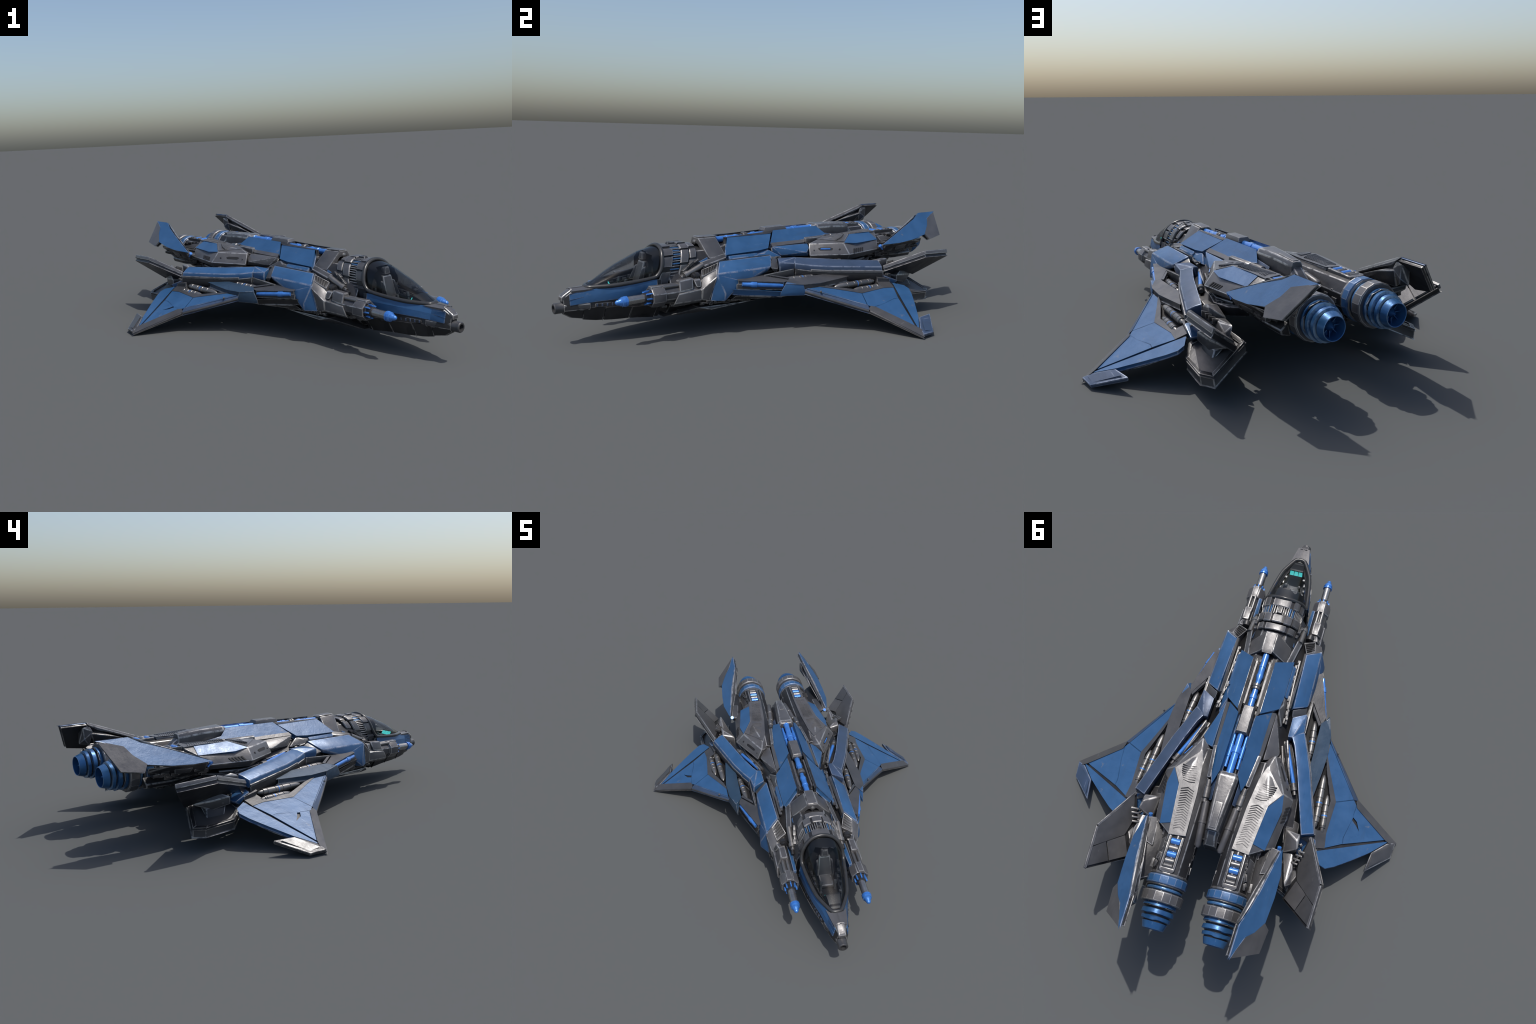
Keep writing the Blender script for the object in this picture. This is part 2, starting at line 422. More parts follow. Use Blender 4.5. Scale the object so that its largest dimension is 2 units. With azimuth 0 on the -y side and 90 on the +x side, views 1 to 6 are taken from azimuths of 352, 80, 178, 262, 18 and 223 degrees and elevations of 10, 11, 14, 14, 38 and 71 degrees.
ring('collar_segment', .532, .571, .100, .386, GREY, (-20, 30, 62, 118, 150, 200), 3)
# blue lit slats in the recess between the rings
sl = []; bl = []
for k in range(-17, 18):
    a = math.radians(90 - k * 5.6); p = 2.6
    x = .097 * math.copysign(abs(math.cos(a)) ** (2 / p), math.cos(a)); z = .262 + (.383 - .262) * abs(math.sin(a)) ** (2 / 2.2)
    y = .639 + .32 * (.391 - z)
    rot = Matrix.Rotation(math.pi / 2 - a, 3, 'Y')
    coloured = k % 2 == 0 and (-15 < k < -3 or 3 < k < 7)
    (bl if coloured else sl).append(box_bm((x, y, z), (.0062 if coloured else .0045, .046, .006 if coloured else .010), rot))
finish(join_bm(sl), 'recess_slat', GREY, None, .002, pair=False)['kind'] = 'stuff'
finish(join_bm(bl), 'recess_blue_slat', NOZZLE, None, .001, pair=False)['kind'] = 'stuff'
hull('ring_sensor', sym([(.014, .618, .385), (.014, .662, .385), (.010, .622, .398), (.010, .655, .398)]), DARK, None, .003, pair=False)

# ---- saddle hump
def saddle(y, xt, zt, xl, zl, t=.028):
    return [(xl, y[1], zl), (xt, y[0], zt), (-xt, y[0], zt), (-xl, y[1], zl), (-xl + .012, y[1], zl - t), (-xt + .004, y[0], zt - t), (xt - .004, y[0], zt - t), (xl - .012, y[1], zl - t)]
loft('saddle_plate', [saddle((.408, .398), .026, .404, .094, .332), saddle((.508, .488), .027, .407, .098, .320)], GREY, bevel=.004)
hull('saddle_plate', sym([(.024, .395, .407), (.024, .505, .4095), (.022, .41, .4105), (.022, .50, .412)]), GREY, None, .002, pair=False)
hull('saddle_skirt', [(.098, .400, .336), (.100, .486, .322), (.112, .402, .310), (.112, .48, .298), (.085, .40, .30), (.085, .48, .29)], DARK, None, .004)
turned('saddle_bolt', [(0, .012), (.012, .012), (.016, .007), (.017, 0)], (.0, .500, .386), (0, .53, .384), STEEL, None, 14, pair=False)
# slanting struts beside the neck
hull('strut_housing', [(.090, .400, .338), (.117, .400, .322), (.090, .405, .312), (.117, .405, .304), (.112, .550, .312), (.138, .548, .296), (.112, .550, .288), (.138, .546, .280)], MID, None, .006)
turned('strut_piston', [(0, .014), (.085, .014), (.087, .018), (.105, .018), (.107, .010), (.122, .010)], (.124, .540, .300), (.124, .655, .252), STEEL, None, 14)
turned('strut_foot', [(0, .014), (.02, .014), (.024, .009), (.05, .008)], (.124, .625, .258), (.130, .70, .235), DARK, None, 12)
hull('conduit_strip', [(.098, .50, .33), (.098, .55, .31), (.104, .50, .32), (.104, .56, .29), (.094, .50, .30), (.094, .56, .28)], BLUE, None, .002)

# ---- spine
spine = turned('spine_pipe', [(0, .015), (.06, .015), (.062, .017), (.07, .017), (.072, .015), (.105, .015), (.115, .018), (.14, .012), (.155, .012)], (0, .395, .386), (0, .2, .388), GLOSS_BLUE, None, 18, pair=False, smooth=40)
turned('spine_joint', [(0, .019), (.004, .024), (.014, .024), (.018, .021), (.026, .021), (.030, .017)], (0, .238, .388), (0, .1, .39), STEEL, spine, 18, pair=False)
turned('spine_pipe', [(0, .014), (.03, .014), (.032, .018), (.05, .018), (.053, .015), (.10, .015), (.102, .017), (.13, .017)], (0, .212, .390), (0, 0, .395), GLOSS_BLUE, spine, 18, pair=False)
turned('spine_pipe', [(0, .016), (.07, .016), (.072, .019), (.10, .019), (.103, .016), (.19, .016), (.192, .018), (.2, .018)], (0, -.010, .400), (0, -.3, .404), GLOSS_BLUE, spine, 18, pair=False)
turned('feed_pipe', [(0, .007), (.05, .007), (.052, .009), (.11, .009), (.112, .007), (.16, .007)], (.027, -.02, .397), (.027, -.3, .400), GLOSS_BLUE, spine, 12)
hull('spine_cap', sym([(.027, .115, .410), (.029, .112, .395), (.020, .110, .428), (.022, -.015, .430), (.029, -.022, .414), (.029, -.02, .395), (.024, .118, .415)]), GREY, spine, .006, pair=False)
hull('spine_cradle', sym([(.045, .36, .375), (.045, .12, .378), (.032, .36, .350), (.032, .12, .350)]), BLACK, spine, 0, pair=False)
slab('spine_rail', [(.040, .375, .402), (.050, .370, .402), (.050, .100, .404), (.038, .075, .410)], DARK, (0, 0, -.035), spine, .002)
slab('spine_rail', [(.028, .350, .398), (.034, .350, .398), (.034, .130, .400), (.028, .130, .400)], GREY, (0, 0, -.02), spine, .001)
# tail of the spine
tail = loft('tail_spine', [
    [(.030, -.205, .419), (-.030, -.205, .419), (-.042, -.205, .40), (-.042, -.205, .36), (.042, -.205, .36), (.042, -.205, .40)],
    [(.034, -.225, .427), (-.034, -.225, .427), (-.046, -.225, .408), (-.046, -.225, .36), (.046, -.225, .36), (.046, -.225, .408)],
    [(.026, -.34, .424), (-.026, -.34, .424), (-.036, -.34, .405), (-.040, -.34, .35), (.040, -.34, .35), (.036, -.34, .405)],
    [(.018, -.465, .414), (-.018, -.465, .414), (-.026, -.465, .395), (-.032, -.465, .33), (.032, -.465, .33), (.026, -.465, .395)],
], GREY, bevel=.005)
loft('tail_block', [
    [(.018, -.463, .392), (-.018, -.463, .392), (-.030, -.463, .37), (-.034, -.463, .258), (.034, -.463, .258), (.030, -.463, .37)],
    [(.016, -.485, .378), (-.016, -.485, .378), (-.028, -.485, .362), (-.032, -.485, .258), (.032, -.485, .258), (.028, -.485, .362)],
    [(.020, -.520, .345), (-.020, -.520, .345), (-.030, -.522, .33), (-.030, -.522, .262), (.030, -.522, .262), (.030, -.522, .33)],
], MID, tail, .004)
hull('tail_step', sym([(.014, -.345, .4265), (.013, -.455, .4185), (.016, -.345, .415), (.016, -.455, .408)]), GREY, tail, .002, pair=False)
# bars and tubes running beside it
hull('flank_bar', [(.094, -.085, .375), (.110, -.085, .370), (.094, -.085, .350), (.112, -.085, .345), (.078, -.235, .374), (.096, -.235, .368), (.078, -.235, .35), (.098, -.235, .345)], GREY, None, .004)
turned('flank_tube', [(0, .013), (.03, .013), (.033, .017), (.08, .017), (.085, .011), (.10, .011)], (.082, -.245, .362), (.070, -.40, .352), STEEL, None, 14)
turned('flank_tube', [(0, .010), (.004, .015), (.09, .016), (.092, .018), (.10, .018), (.102, .016), (.195, .015), (.205, .008)], (.068, -.335, .352), (.049, -.54, .334), GREY, None, 14)
hull('flank_plate', [(.050, -.22, .385), (.075, -.24, .355), (.045, -.33, .37), (.066, -.33, .345), (.05, -.22, .33), (.06, -.33, .32)], TEAL, None, .003)
hull('flank_plate', [(.080, -.26, .33), (.058, -.52, .315), (.080, -.26, .28), (.056, -.50, .285), (.105, -.30, .30), (.080, -.48, .295)], DARK, None, .003)

# ---- dorsal armour
D1 = [(.053, .358, .400), (.125, .412, .338), (.126, .235, .342), (.120, .168, .347), (.053, .104, .399)]
slab('dorsal_plate', D1, BLUE, (-.010, 0, -.024), None, .004)
D2 = [(.043, .074, .411), (.098, .128, .362), (.094, -.05, .366), (.090, -.175, .366), (.066, -.255, .376), (.043, -.208, .414)]
slab('dorsal_plate', D2, BLUE, (-.008, 0, -.024), None, .004)
slab('dorsal_edge', [(.1015, .130, .362), (.1145, .135, .352), (.108, -.075, .353), (.0975, -.09, .362)], (GREY, GREY), (0, 0, -.024), None, .003)
hull('flank_block', [(.118, .138, .349), (.130, .090, .342), (.118, -.088, .346), (.112, .138, .34), (.140, .095, .304), (.178, -.035, .314), (.150, -.075, .33), (.110, -.09, .32), (.110, .13, .30), (.165, -.06, .29)], (GREY, BLUE), None, .004)
hull('flank_block', [(.120, .165, .338), (.134, .20, .325), (.118, .30, .320), (.150, .10, .300), (.155, .19, .295), (.12, .10, .29), (.145, .30, .29), (.112, .30, .29)], (MID, BLUE), None, .004)
hull('flank_strip', [(.128, .405, .330), (.142, .400, .318), (.142, .24, .318), (.128, .235, .330), (.130, .40, .29), (.150, .40, .29), (.15, .24, .29)], BLUE, None, .003)
sweep('cable', [(.150, .44, .308), (.151, .33, .309), (.156, .22, .306), (.165, .12, .295)], .0065, STEEL, None)

# ================================================================ SHOULDER ARMOUR
sh = hull('shoulder_armour', [(.170, .482, .320), (.180, .192, .323), (.236, .534, .279), (.243, .238, .281), (.262, .505, .190),
     (.160, .482, .27), (.165, .2, .27), (.235, .25, .262)], BLUE, None, .005)
hull('shoulder_flank', [(.236, .536, .278), (.262, .506, .192), (.225, .563, .157), (.262, .508, .158), (.2, .52, .16), (.205, .53, .27), (.255, .40, .235), (.2, .45, .16)], BLUE, sh, .004)
hull('shoulder_rail', [(.160, .490, .313), (.171, .484, .322), (.171, .192, .325), (.160, .196, .316), (.158, .490, .285), (.158, .195, .285), (.17, .19, .285)], STEEL, sh, .003)
hull('shoulder_step', [(.180, .190, .315), (.240, .236, .274), (.186, .160, .300), (.243, .198, .268), (.18, .16, .25), (.23, .20, .24)], MID, sh, .003)
# grey cheek with the open louvre box
hull('gun_mount', [(.240, .536, .268), (.205, .515, .296), (.172, .484, .306), (.222, .600, .214), (.216, .60, .165), (.224, .566, .158), (.19, .58, .262),
     (.15, .56, .272), (.14, .50, .20), (.15, .6, .16), (.19, .62, .20)], GREY, sh, .004)
hull('louvre_box', [(.168, .492, .3085), (.203, .524, .2885), (.188, .580, .2635), (.146, .556, .2785), (.172, .50, .27), (.19, .56, .25)], BLACK, sh, .001)
for i in range(5):
    t = (i + .5) / 5
    a = lerp((.170, .494, .311), (.148, .556, .281), t); b = lerp((.203, .525, .290), (.189, .580, .265), t)
    n = (.012, .006, .0)
    hull('louvre_slat', [a, b, off(a, -.002, .007, -.006), off(b, -.002, .007, -.006), off(a, 0, .002, .004), off(b, 0, .002, .004)], STEEL, sh, .001)
fr = [(.170, .486, .311), (.208, .520, .290), (.192, .588, .262), (.142, .560, .279)]
for i in range(4):
    a, b = fr[i], fr[(i + 1) % 4]
    hull('louvre_frame', [off(a, 0, 0, .004), off(b, 0, 0, .004), off(a, 0, 0, -.012), off(b, 0, 0, -.012), lerp(off(a, 0, 0, .004), (.178, .538, .288), .14), lerp(off(b, 0, 0, .004), (.178, .538, .288), .14)], GREY, sh, .0015)

# ================================================================ CANNONS
AX, AZ = .170, .199
can = loft('cannon', [[(AX + r * math.cos(a) * 1.0, y, AZ + r * math.sin(a)) for a in [math.pi / 8 + k * math.pi / 4 for k in range(8)]] for y, r in
     ((.56, .030), (.60, .038), (.72, .038), (.775, .036))], MID, None, .003, pair=True)
hull('cannon_shell', [(.214, .600, .214), (.216, .600, .166), (.213, .738, .165), (.212, .715, .205), (.20, .60, .15), (.196, .736, .150), (.19, .61, .22), (.19, .70, .21), (.212, .66, .20)], GREY, can, .004)
hull('cannon_block', [(.158, .700, .258), (.192, .702, .258), (.160, .630, .263), (.190, .630, .263), (.208, .706, .212), (.208, .64, .218), (.155, .70, .215), (.155, .63, .215)], GREY, can, .005)
hull('cannon_saddle', [(.160, .628, .254), (.190, .628, .254), (.156, .590, .262), (.198, .598, .256), (.206, .62, .222), (.150, .60, .225), (.212, .60, .225)], MID, can, .004)
turned('mount_pivot', [(0, .018), (.02, .02), (.022, .014), (.03, .014)], (.160, .588, .262), (.163, .64, .258), DARK, can, 14)
hull('cannon_skirt', [(.128, .775, .235), (.122, .60, .225), (.135, .775, .165), (.130, .60, .165), (.145, .775, .24), (.145, .60, .24), (.145, .77, .16)], (BLUE, BLUE), can, .004)
turned('recoil_rod', [(0, .0085), (.085, .0085)], (.163, .695, .238), (.163, .79, .238), STEEL, can, 12)
turned('recoil_rod', [(0, .0085), (.085, .0085)], (.184, .695, .238), (.184, .79, .238), STEEL, can, 12)
bmc = loft_bm([[(AX + r * math.cos(a), y, AZ + r * math.sin(a)) for a in [math.pi / 8 + k * math.pi / 4 for k in range(8)]] for y, r in
     ((.768, .038), (.774, .046), (.824, .046), (.834, .043), (.832, .034), (.80, .032))])
finish(bmc, 'cannon_collar', GREY, can, .002)
hull('collar_crest', [(.160, .772, .247), (.186, .772, .247), (.160, .834, .248), (.186, .834, .248), (.158, .772, .235), (.19, .772, .235), (.158, .836, .235), (.19, .836, .235)], GREY, can, .003)
turned('muzzle_brace', [(0, .031), (.024, .031), (.028, .024), (.05, .023), (.052, .020)], (AX, .812, AZ), (AX, .9, AZ - .001), DARK, can, 18)
bm_l = join_bm([box_bm((AX + .027 * math.cos(a), .843, AZ + .027 * math.sin(a)), (.008, .030, .006), Matrix.Rotation(-a, 3, 'Y')) for a in [k * math.pi / 4 for k in range(8)]])
finish(bm_l, 'coil_fin', GLOSS_BLUE, can, .0015)
turned('barrel', [(0, .0190), (.02, .0180), (.10, .0180), (.102, .0195), (.112, .0195)], (AX, .85, AZ), (AX, .98, AZ - .003), POLISHED, can, 20)
turned('muzzle', [(0, .0185), (.002, .0225), (.010, .0230), (.011, .0205), (.014, .0205), (.015, .0222), (.024, .0210), (.026, .0170), (.033, .0160), (.037, .0125), (.046, .0108), (.051, .0075), (.0535, .0035), (.054, .0)], (AX, .937, AZ - .002), (AX, 1.0, AZ - .004), GLOSS_BLUE, can, 20)

# ================================================================ WINGS
def zw(x): return float(np.interp(x, [.25, .32, .41, .465, .80], [.248, .229, .200, .162, .016]))
def zo(x): return .353 - .42 * x
def O(pts, dz=0.0): return [(x, y, zo(x) + dz) for x, y in pts]
def W(pts, dz=0.0): return [(x, y, zw(x) + dz) for x, y in pts]
base_out = [(.388, .122), (.572, -.094), (.782, -.224), (.682, -.300), (.60, -.370), (.496, -.436), (.468, -.430), (.440, -.385), (.452, -.300), (.464, -.137), (.408, -.010), (.384, .06)]
wing = slab('wing', O(base_out, -.007), DARK, (0, 0, -.016), None, .002)
slab('wing_panel', O([(.386, .128), (.550, -.088), (.551, -.095), (.470, -.138), (.412, -.016), (.388, .055)]), BLUE, (0, 0, -.012), wing, .003)
slab('wing_panel', O([(.552, -.0965), (.571, -.119), (.566, -.180), (.545, -.285), (.548, -.310), (.470, -.358), (.462, -.298), (.470, -.1395)]), BLUE, (0, 0, -.012), wing, .003)
slab('wing_panel', O([(.5735, -.122), (.736, -.222), (.551, -.3095), (.547, -.285), (.568, -.195), (.590, -.212), (.622, -.246), (.594, -.188), (.5695, -.172)]), BLUE, (0, 0, -.012), wing[0], .003, pair='R')
slab('wing_panel', O([(.5735, -.122), (.736, -.222), (.551, -.3095), (.5472, -.285), (.568, -.180)]), BLUE, (0, 0, -.012), wing[1], .003, pair='L')
slab('trailing_flap', O([(.750, -.232), (.684, -.302), (.60, -.372), (.536, -.422), (.498, -.444), (.472, -.438), (.444, -.388)]), BLUE, (0, 0, -.016), wing, .003)
# leading edge
slab('leading_edge', O([(.380, .144), (.573, -.087)], -.007) + O([(.556, -.092), (.386, .126)], .001), TEAL, (0, 0, -.018), wing, .003)
slab('leading_edge', O([(.575, -.089), (.794, -.218)], -.005) + O([(.768, -.232), (.743, -.222), (.580, -.124), (.571, -.102)], .003), MID, (0, 0, -.017), wing, .004)
sweep('edge_rail', [off(p, -.003, -.002, -.016) for p in O([(.381, .144), (.48, .028), (.573, -.086)])], .008, MID, wing, 8)
sweep('edge_rail', [off(p, -.003, -.002, -.014) for p in O([(.578, -.090), (.69, -.157), (.790, -.219)])], .008, MID, wing, 8)
turned('edge_lamp', [(0, .005), (.006, .005), (.009, .003), (.0095, 0)], (.428, .086, .178), (.432, .093, .193), STEEL, wing, 10)
# winglet
hull('winglet', [(.796, -.218, .022), (.790, -.219, .006), (.787, -.297, .018), (.782, -.295, .004), (.673, -.404, .064), (.672, -.400, .046), (.690, -.305, .064), (.690, -.300, .044), (.755, -.236, .038), (.752, -.236, .014)], (MID, TEAL), wing, .005)
slab('winglet_panel', [(.778, -.246, .0325), (.774, -.290, .0255), (.692, -.372, .0645), (.700, -.312, .0645)], (MID, TEAL), (0, 0, -.006), wing, .002)
# underside keel strip
hull('wing_spar', [(.44, -.395, .165), (.44, -.33, .165), (.70, -.285, .045), (.70, -.255, .045), (.44, -.395, .140), (.44, -.33, .14), (.70, -.285, .025), (.70, -.255, .025)], DARK, wing, .004)

# inner wing : frame around the two weapon bays
root = slab('wing_root', W([(.262, .440), (.330, .232), (.322, .195), (.262, .286), (.236, .282), (.236, .42)], .000), MID, (0, 0, -.03), wing, .003)
slab('root_web', W([(.236, .30), (.257, .285), (.257, .12), (.286, .045), (.322, -.016), (.30, -.08), (.22, .10)], -.004), DARK, (0, 0, -.03), wing, .003)
slab('bay_bar', W([(.322, .192), (.350, .232), (.374, .150), (.381, .045), (.372, -.06), (.364, -.140), (.352, -.115), (.323, -.018)], .002), (SLATE, MID), (0, 0, -.026), wing, .004)
slab('bay_rim', O([(.384, .055), (.414, -.014), (.472, -.137), (.463, -.296), (.472, -.360), (.432, -.372), (.418, -.300), (.446, -.290), (.452, -.14), (.400, -.006)], .002), MID, (0, 0, -.024), wing, .003)
slab('bay_rim', W([(.418, -.300), (.432, -.375), (.36, -.355), (.35, -.30)], .006), MID, (0, 0, -.04), wing, .003)
slab('bay_rim', W([(.266, .262), (.316, .190), (.310, .182), (.268, .248)], .004), MID, (0, 0, -.02), wing, .002)
hull('bay_fairing', [(.348, .262, .182), (.324, .198, .226), (.352, .236, .224), (.376, .148, .208), (.384, .142, .176), (.345, .262, .165), (.380, .140, .160), (.33, .20, .19), (.374, .150, .212)], (SLATE, BLUE), wing, .004)
# glossy blue conduit on the leading edge of the root
hull('conduit_bed', [(.262, .448, .230), (.328, .224, .214), (.268, .452, .205), (.336, .230, .188), (.25, .44, .20), (.30, .24, .18)], DARK, wing, .003)
turned('wing_conduit', [(0, .009), (.04, .010), (.045, .013), (.07, .013), (.073, .010), (.18, .010), (.2, .008)], (.272, .425, .226), (.329, .225, .207), GLOSS_BLUE, wing, 14)
slab('root_edge', [(.262, .464, .206), (.274, .436, .204), (.338, .240, .182), (.328, .232, .182), (.254, .456, .205)], (DARK, BLUE), (-.01, 0, -.028), wing, .003)
hull('root_fairing', [(.262, .45, .175), (.330, .24, .155), (.365, .12, .165), (.24, .47, .15), (.22, .20, .165), (.25, -.05, .185), (.30, -.05, .20), (.30, .2, .16)], DARK, wing, .004)
slab('bay_floor', [(.386, .04, .168), (.444, -.12, .140), (.446, -.30, .140), (.385, -.32, .168), (.345, -.10, .180), (.352, -.04, .18)], BLACK, (0, 0, -.006), wing, 0)
slab('bay_floor', [(.262, .27, .205), (.300, .19, .195), (.318, .02, .195), (.26, .05, .205)], BLACK, (0, 0, -.006), wing, 0)
# missiles lying in the bays
def missile(a, b, r):
    L = (V(b) - V(a)).length
    prof = [(0, 0), (.006, r * .45), (.018, r * .7), (.032, r * .9)]
    for f in (.28, .45, .62, .8):
        t = L * f; prof += [(t - .003, r), (t - .001, r * .86), (t + .001, r * .86), (t + .003, r)]
    prof += [(L - .03, r * .95), (L - .028, r * .7), (L - .012, r * .62), (L - .006, r * .35), (L, 0)]
    ob = turned('missile_pod', prof, a, b, STEEL, wing, 18)
    for f, w in ((.53, wing),):
        pa = lerp(a, b, f); pb = lerp(a, b, f + .02)
        turned('pod_band', [(0, r * 1.03), (.005, r * 1.03)], pa, pb, GLOSS_BLUE, wing, 18)
missile((.288, .205, .221), (.308, .005, .219), .0155)
missile((.392, -.030, .180), (.408, -.290, .184), .0155)
missile((.430, -.115, .160), (.444, -.305, .162), .0150)

# ---- boom along the wing root
ST = [((.206, .072, .305), (.258, .108, .287)), ((.230, .030, .303), (.289, .034, .275)), ((.270, -.077, .293), (.325, -.056, .267)), ((.360, -.358, .274), (.414, -.333, .252))]
boom = hull('wing_boom', [(.248, .195, .298), (.188, .158, .304), (.190, .062, .302), (.212, .062, .306), (.258, .108, .287), (.254, .19, .272), (.256, .112, .256), (.195, .06, .24), (.246, .19, .25), (.19, .15, .24)], (BLUE, TEAL), wing, .005)
def boom_sec(i, o):
    r = lerp(i, o, .42); low = .036
    return [i, off(r, 0, 0, .002), o, off(o, .003, 0, -.020), off(o, 0, 0, -low), off(i, 0, 0, -.055)]
finish(loft_bm([boom_sec(i, o) for i, o in ST]), 'wing_boom', (BLUE, TEAL), wing, .004)
finish(loft_bm([[off(o, -.012, 0, -.022), off(o, .006, 0, -.026), off(o, .008, 0, -.046), off(o, .002, 0, -.078), off(o, -.03, 0, -.078)] for i, o in ST]), 'boom_skirt', DARK, wing, .003)
finish(loft_bm([[off(o, .000, 0, -.017), off(o, .0075, 0, -.019), off(o, .0085, 0, -.029), off(o, .000, 0, -.031)] for i, o in ST[1:]]), 'boom_trim', (MID, GREY), wing, .002)
hull('bay_frame', [(.258, .288, .250), (.248, .285, .250), (.262, .115, .262), (.246, .11, .262), (.258, .288, .225), (.248, .285, .22), (.262, .115, .22), (.246, .11, .22)], MID, wing, .003)
# recess with the glossy blue tube
hull('tube_recess', [(.175, .050, .270), (.255, -.16, .262), (.215, .05, .262), (.30, -.15, .255), (.18, .05, .20), (.27, -.30, .20), (.33, -.30, .2), (.32, -.33, .235), (.27, -.33, .24)], DARK, wing, .003)
turned('gloss_tube', [(0, .006), (.004, .010), (.185, .010), (.19, .006)], (.196, .030, .286), (.272, -.145, .272), GLOSS_BLUE, wing, 14)
turned('tube_socket', [(0, .013), (.02, .013), (.022, .016), (.034, .016), (.036, .009), (.055, .009)], (.268, -.138, .273), (.292, -.20, .268), STEEL, wing, 14)
hull('tube_guard', [(.190, .050, .300), (.200, .045, .296), (.186, .020, .292), (.258, -.150, .285), (.180, .02, .28), (.25, -.15, .27), (.19, .05, .28)], DARK, wing, .003)

# ================================================================ ENGINES
EX, EZ = .131, .304
def octo(y, r, rot=0, n=10, sx=1.0):
    return [(EX + r * sx * math.cos(2 * math.pi * (k + .5) / n + rot), y, EZ + r * math.sin(2 * math.pi * (k + .5) / n + rot)) for k in range(n)]
eng = loft('engine', [octo(-.10, .045), octo(-.20, .070), octo(-.45, .078), octo(-.60, .080), octo(-.68, .080), octo(-.70, .072), octo(-.82, .068)], DARK, None, .003, pair=True)
# side cladding, under pods
hull('engine_cladding', [(.195, -.40, .300), (.205, -.45, .330), (.212, -.66, .325), (.218, -.66, .285), (.185, -.68, .245), (.20, -.40, .26), (.18, -.42, .24), (.175, -.66, .35), (.17, -.45, .345)], DARK, eng, .004)
hull('engine_cladding', [(.075, -.50, .345), (.060, -.52, .30), (.062, -.66, .30), (.075, -.66, .345), (.095, -.52, .365), (.095, -.66, .37), (.07, -.5, .26), (.07, -.66, .26)], MID, eng, .004)
hull('engine_cladding', [(.165, -.53, .372), (.186, -.53, .358), (.186, -.665, .358), (.165, -.665, .374), (.16, -.53, .34), (.18, -.66, .33), (.205, -.54, .335), (.205, -.655, .335)], MID, eng, .003)
hull('engine_keel', [(.131, -.30, .222), (.10, -.35, .225), (.165, -.35, .225), (.095, -.66, .220), (.17, -.66, .220), (.131, -.66, .210), (.11, -.30, .25), (.15, -.3, .25), (.18, -.6, .26), (.09, -.6, .26)], DARK, eng, .004)
hull('engine_pod', [(.215, -.43, .296), (.240, -.44, .276), (.246, -.62, .262), (.241, -.745, .262), (.215, -.75, .290), (.195, -.43, .255), (.195, -.74, .232), (.232, -.60, .240), (.235, -.74, .243)], DARK, eng, .005)
turned('engine_pipe', [(0, .009), (.2, .009)], (.225, -.42, .300), (.222, -.64, .312), STEEL, eng, 10)
sweep('engine_hose', [(.205, -.46, .245), (.200, -.52, .232), (.190, -.58, .232), (.180, -.66, .240)], .009, DARK, eng)
# nacelle slot with three blue cylinders
hull('nacelle_slot', [(.112, -.530, .382), (.156, -.530, .382), (.112, -.665, .378), (.156, -.665, .378), (.11, -.53, .35), (.16, -.53, .35), (.11, -.665, .35), (.16, -.665, .35)], BLACK, eng, .001)
for i, (y, mt) in enumerate(((-.546, GLOSS_BLUE), (-.575, STEEL), (-.602, GLOSS_BLUE), (-.630, STEEL), (-.652, MID))):
    turned('slot_cylinder', [(0, .012), (.002, .014), (.038, .014), (.040, .012)], (.114, y, .377), (.154, y, .377), mt, eng, 14)
for x0, x1 in ((.102, .112), (.156, .166)):
    hull('slot_rail', [(x0, -.525, .388), (x1, -.525, .390), (x0, -.672, .385), (x1, -.672, .387), (x0 - .002, -.525, .36), (x1, -.525, .36), (x0 - .002, -.672, .36), (x1, -.672, .36)], MID, eng, .003)
hull('slot_rail', [(.104, -.660, .388), (.164, -.660, .388), (.106, -.678, .386), (.162, -.678, .386), (.104, -.660, .37), (.164, -.66, .37), (.106, -.678, .37), (.162, -.678, .37)], GREY, eng, .003)
# armoured rings
def eng_ring(name, y0, y1, r, mat, n=16, lip=.004):
    finish(loft_bm([octo(y0, r - lip, 0, n), octo(y0 - .004, r, 0, n), octo(y1 + .004, r, 0, n), octo(y1, r - lip, 0, n), octo(y1, r - .02, 0, n)]), name, mat, eng, .0015)
eng_ring('engine_ring', -.676, -.690, .081, STEEL)
eng_ring('engine_band', -.690, -.728, .086, BLUE)
eng_ring('engine_ring', -.728, -.735, .083, STEEL)
eng_ring('engine_ring', -.756, -.802, .087, GREY)
eng_ring('coil_ring', -.737, -.752, .076, NOZZLE, 24)
# nozzle
rngn = random.Random(3)
PETAL = [(0, .056, 0), (.001, .069, 0), (.016, .0715, 1), (.019, .058, 1), (.026, .056, 0), (.029, .067, 1), (.047, .0695, 1), (.050, .056, 1), (.055, .0545, 0), (.058, .0625, 1), (.071, .0615, 1), (.074, .050, 1), (.079, .0535, 0), (.106, .0450, 0), (.1075, .0432, 0), (.106, .0412, 0), (.080, .0400, 0), (.060, .037, 0), (.058, .0005, 0)]
jit = [[rngn.uniform(-.0025, .0025) for k in range(14)] for _ in PETAL]
secs = []
for q, (t, r, ragged) in enumerate(PETAL):
    row = []
    for k in range(28):
        a = 2 * math.pi * k / 28; dt = jit[q // 3 * 3][k // 2] if ragged else 0
        row.append((EX + r * math.cos(a), -.800 - t - dt, EZ - .002 - t * .03 + r * math.sin(a)))
    secs.append(row)
nz = finish(loft_bm(secs), 'nozzle', NOZZLE, eng, 0, smooth=28)
for ob in nz: ob.data.materials.append(DARK)      # dark material in the gaps
for ob in nz:                                   # bare metal on the petal lips
    for p in ob.data.polygons:
        if p.index // 28 in (2, 6, 10, 13): p.material_index = 1
        if p.index // 28 in (3, 7, 11): p.material_index = 2
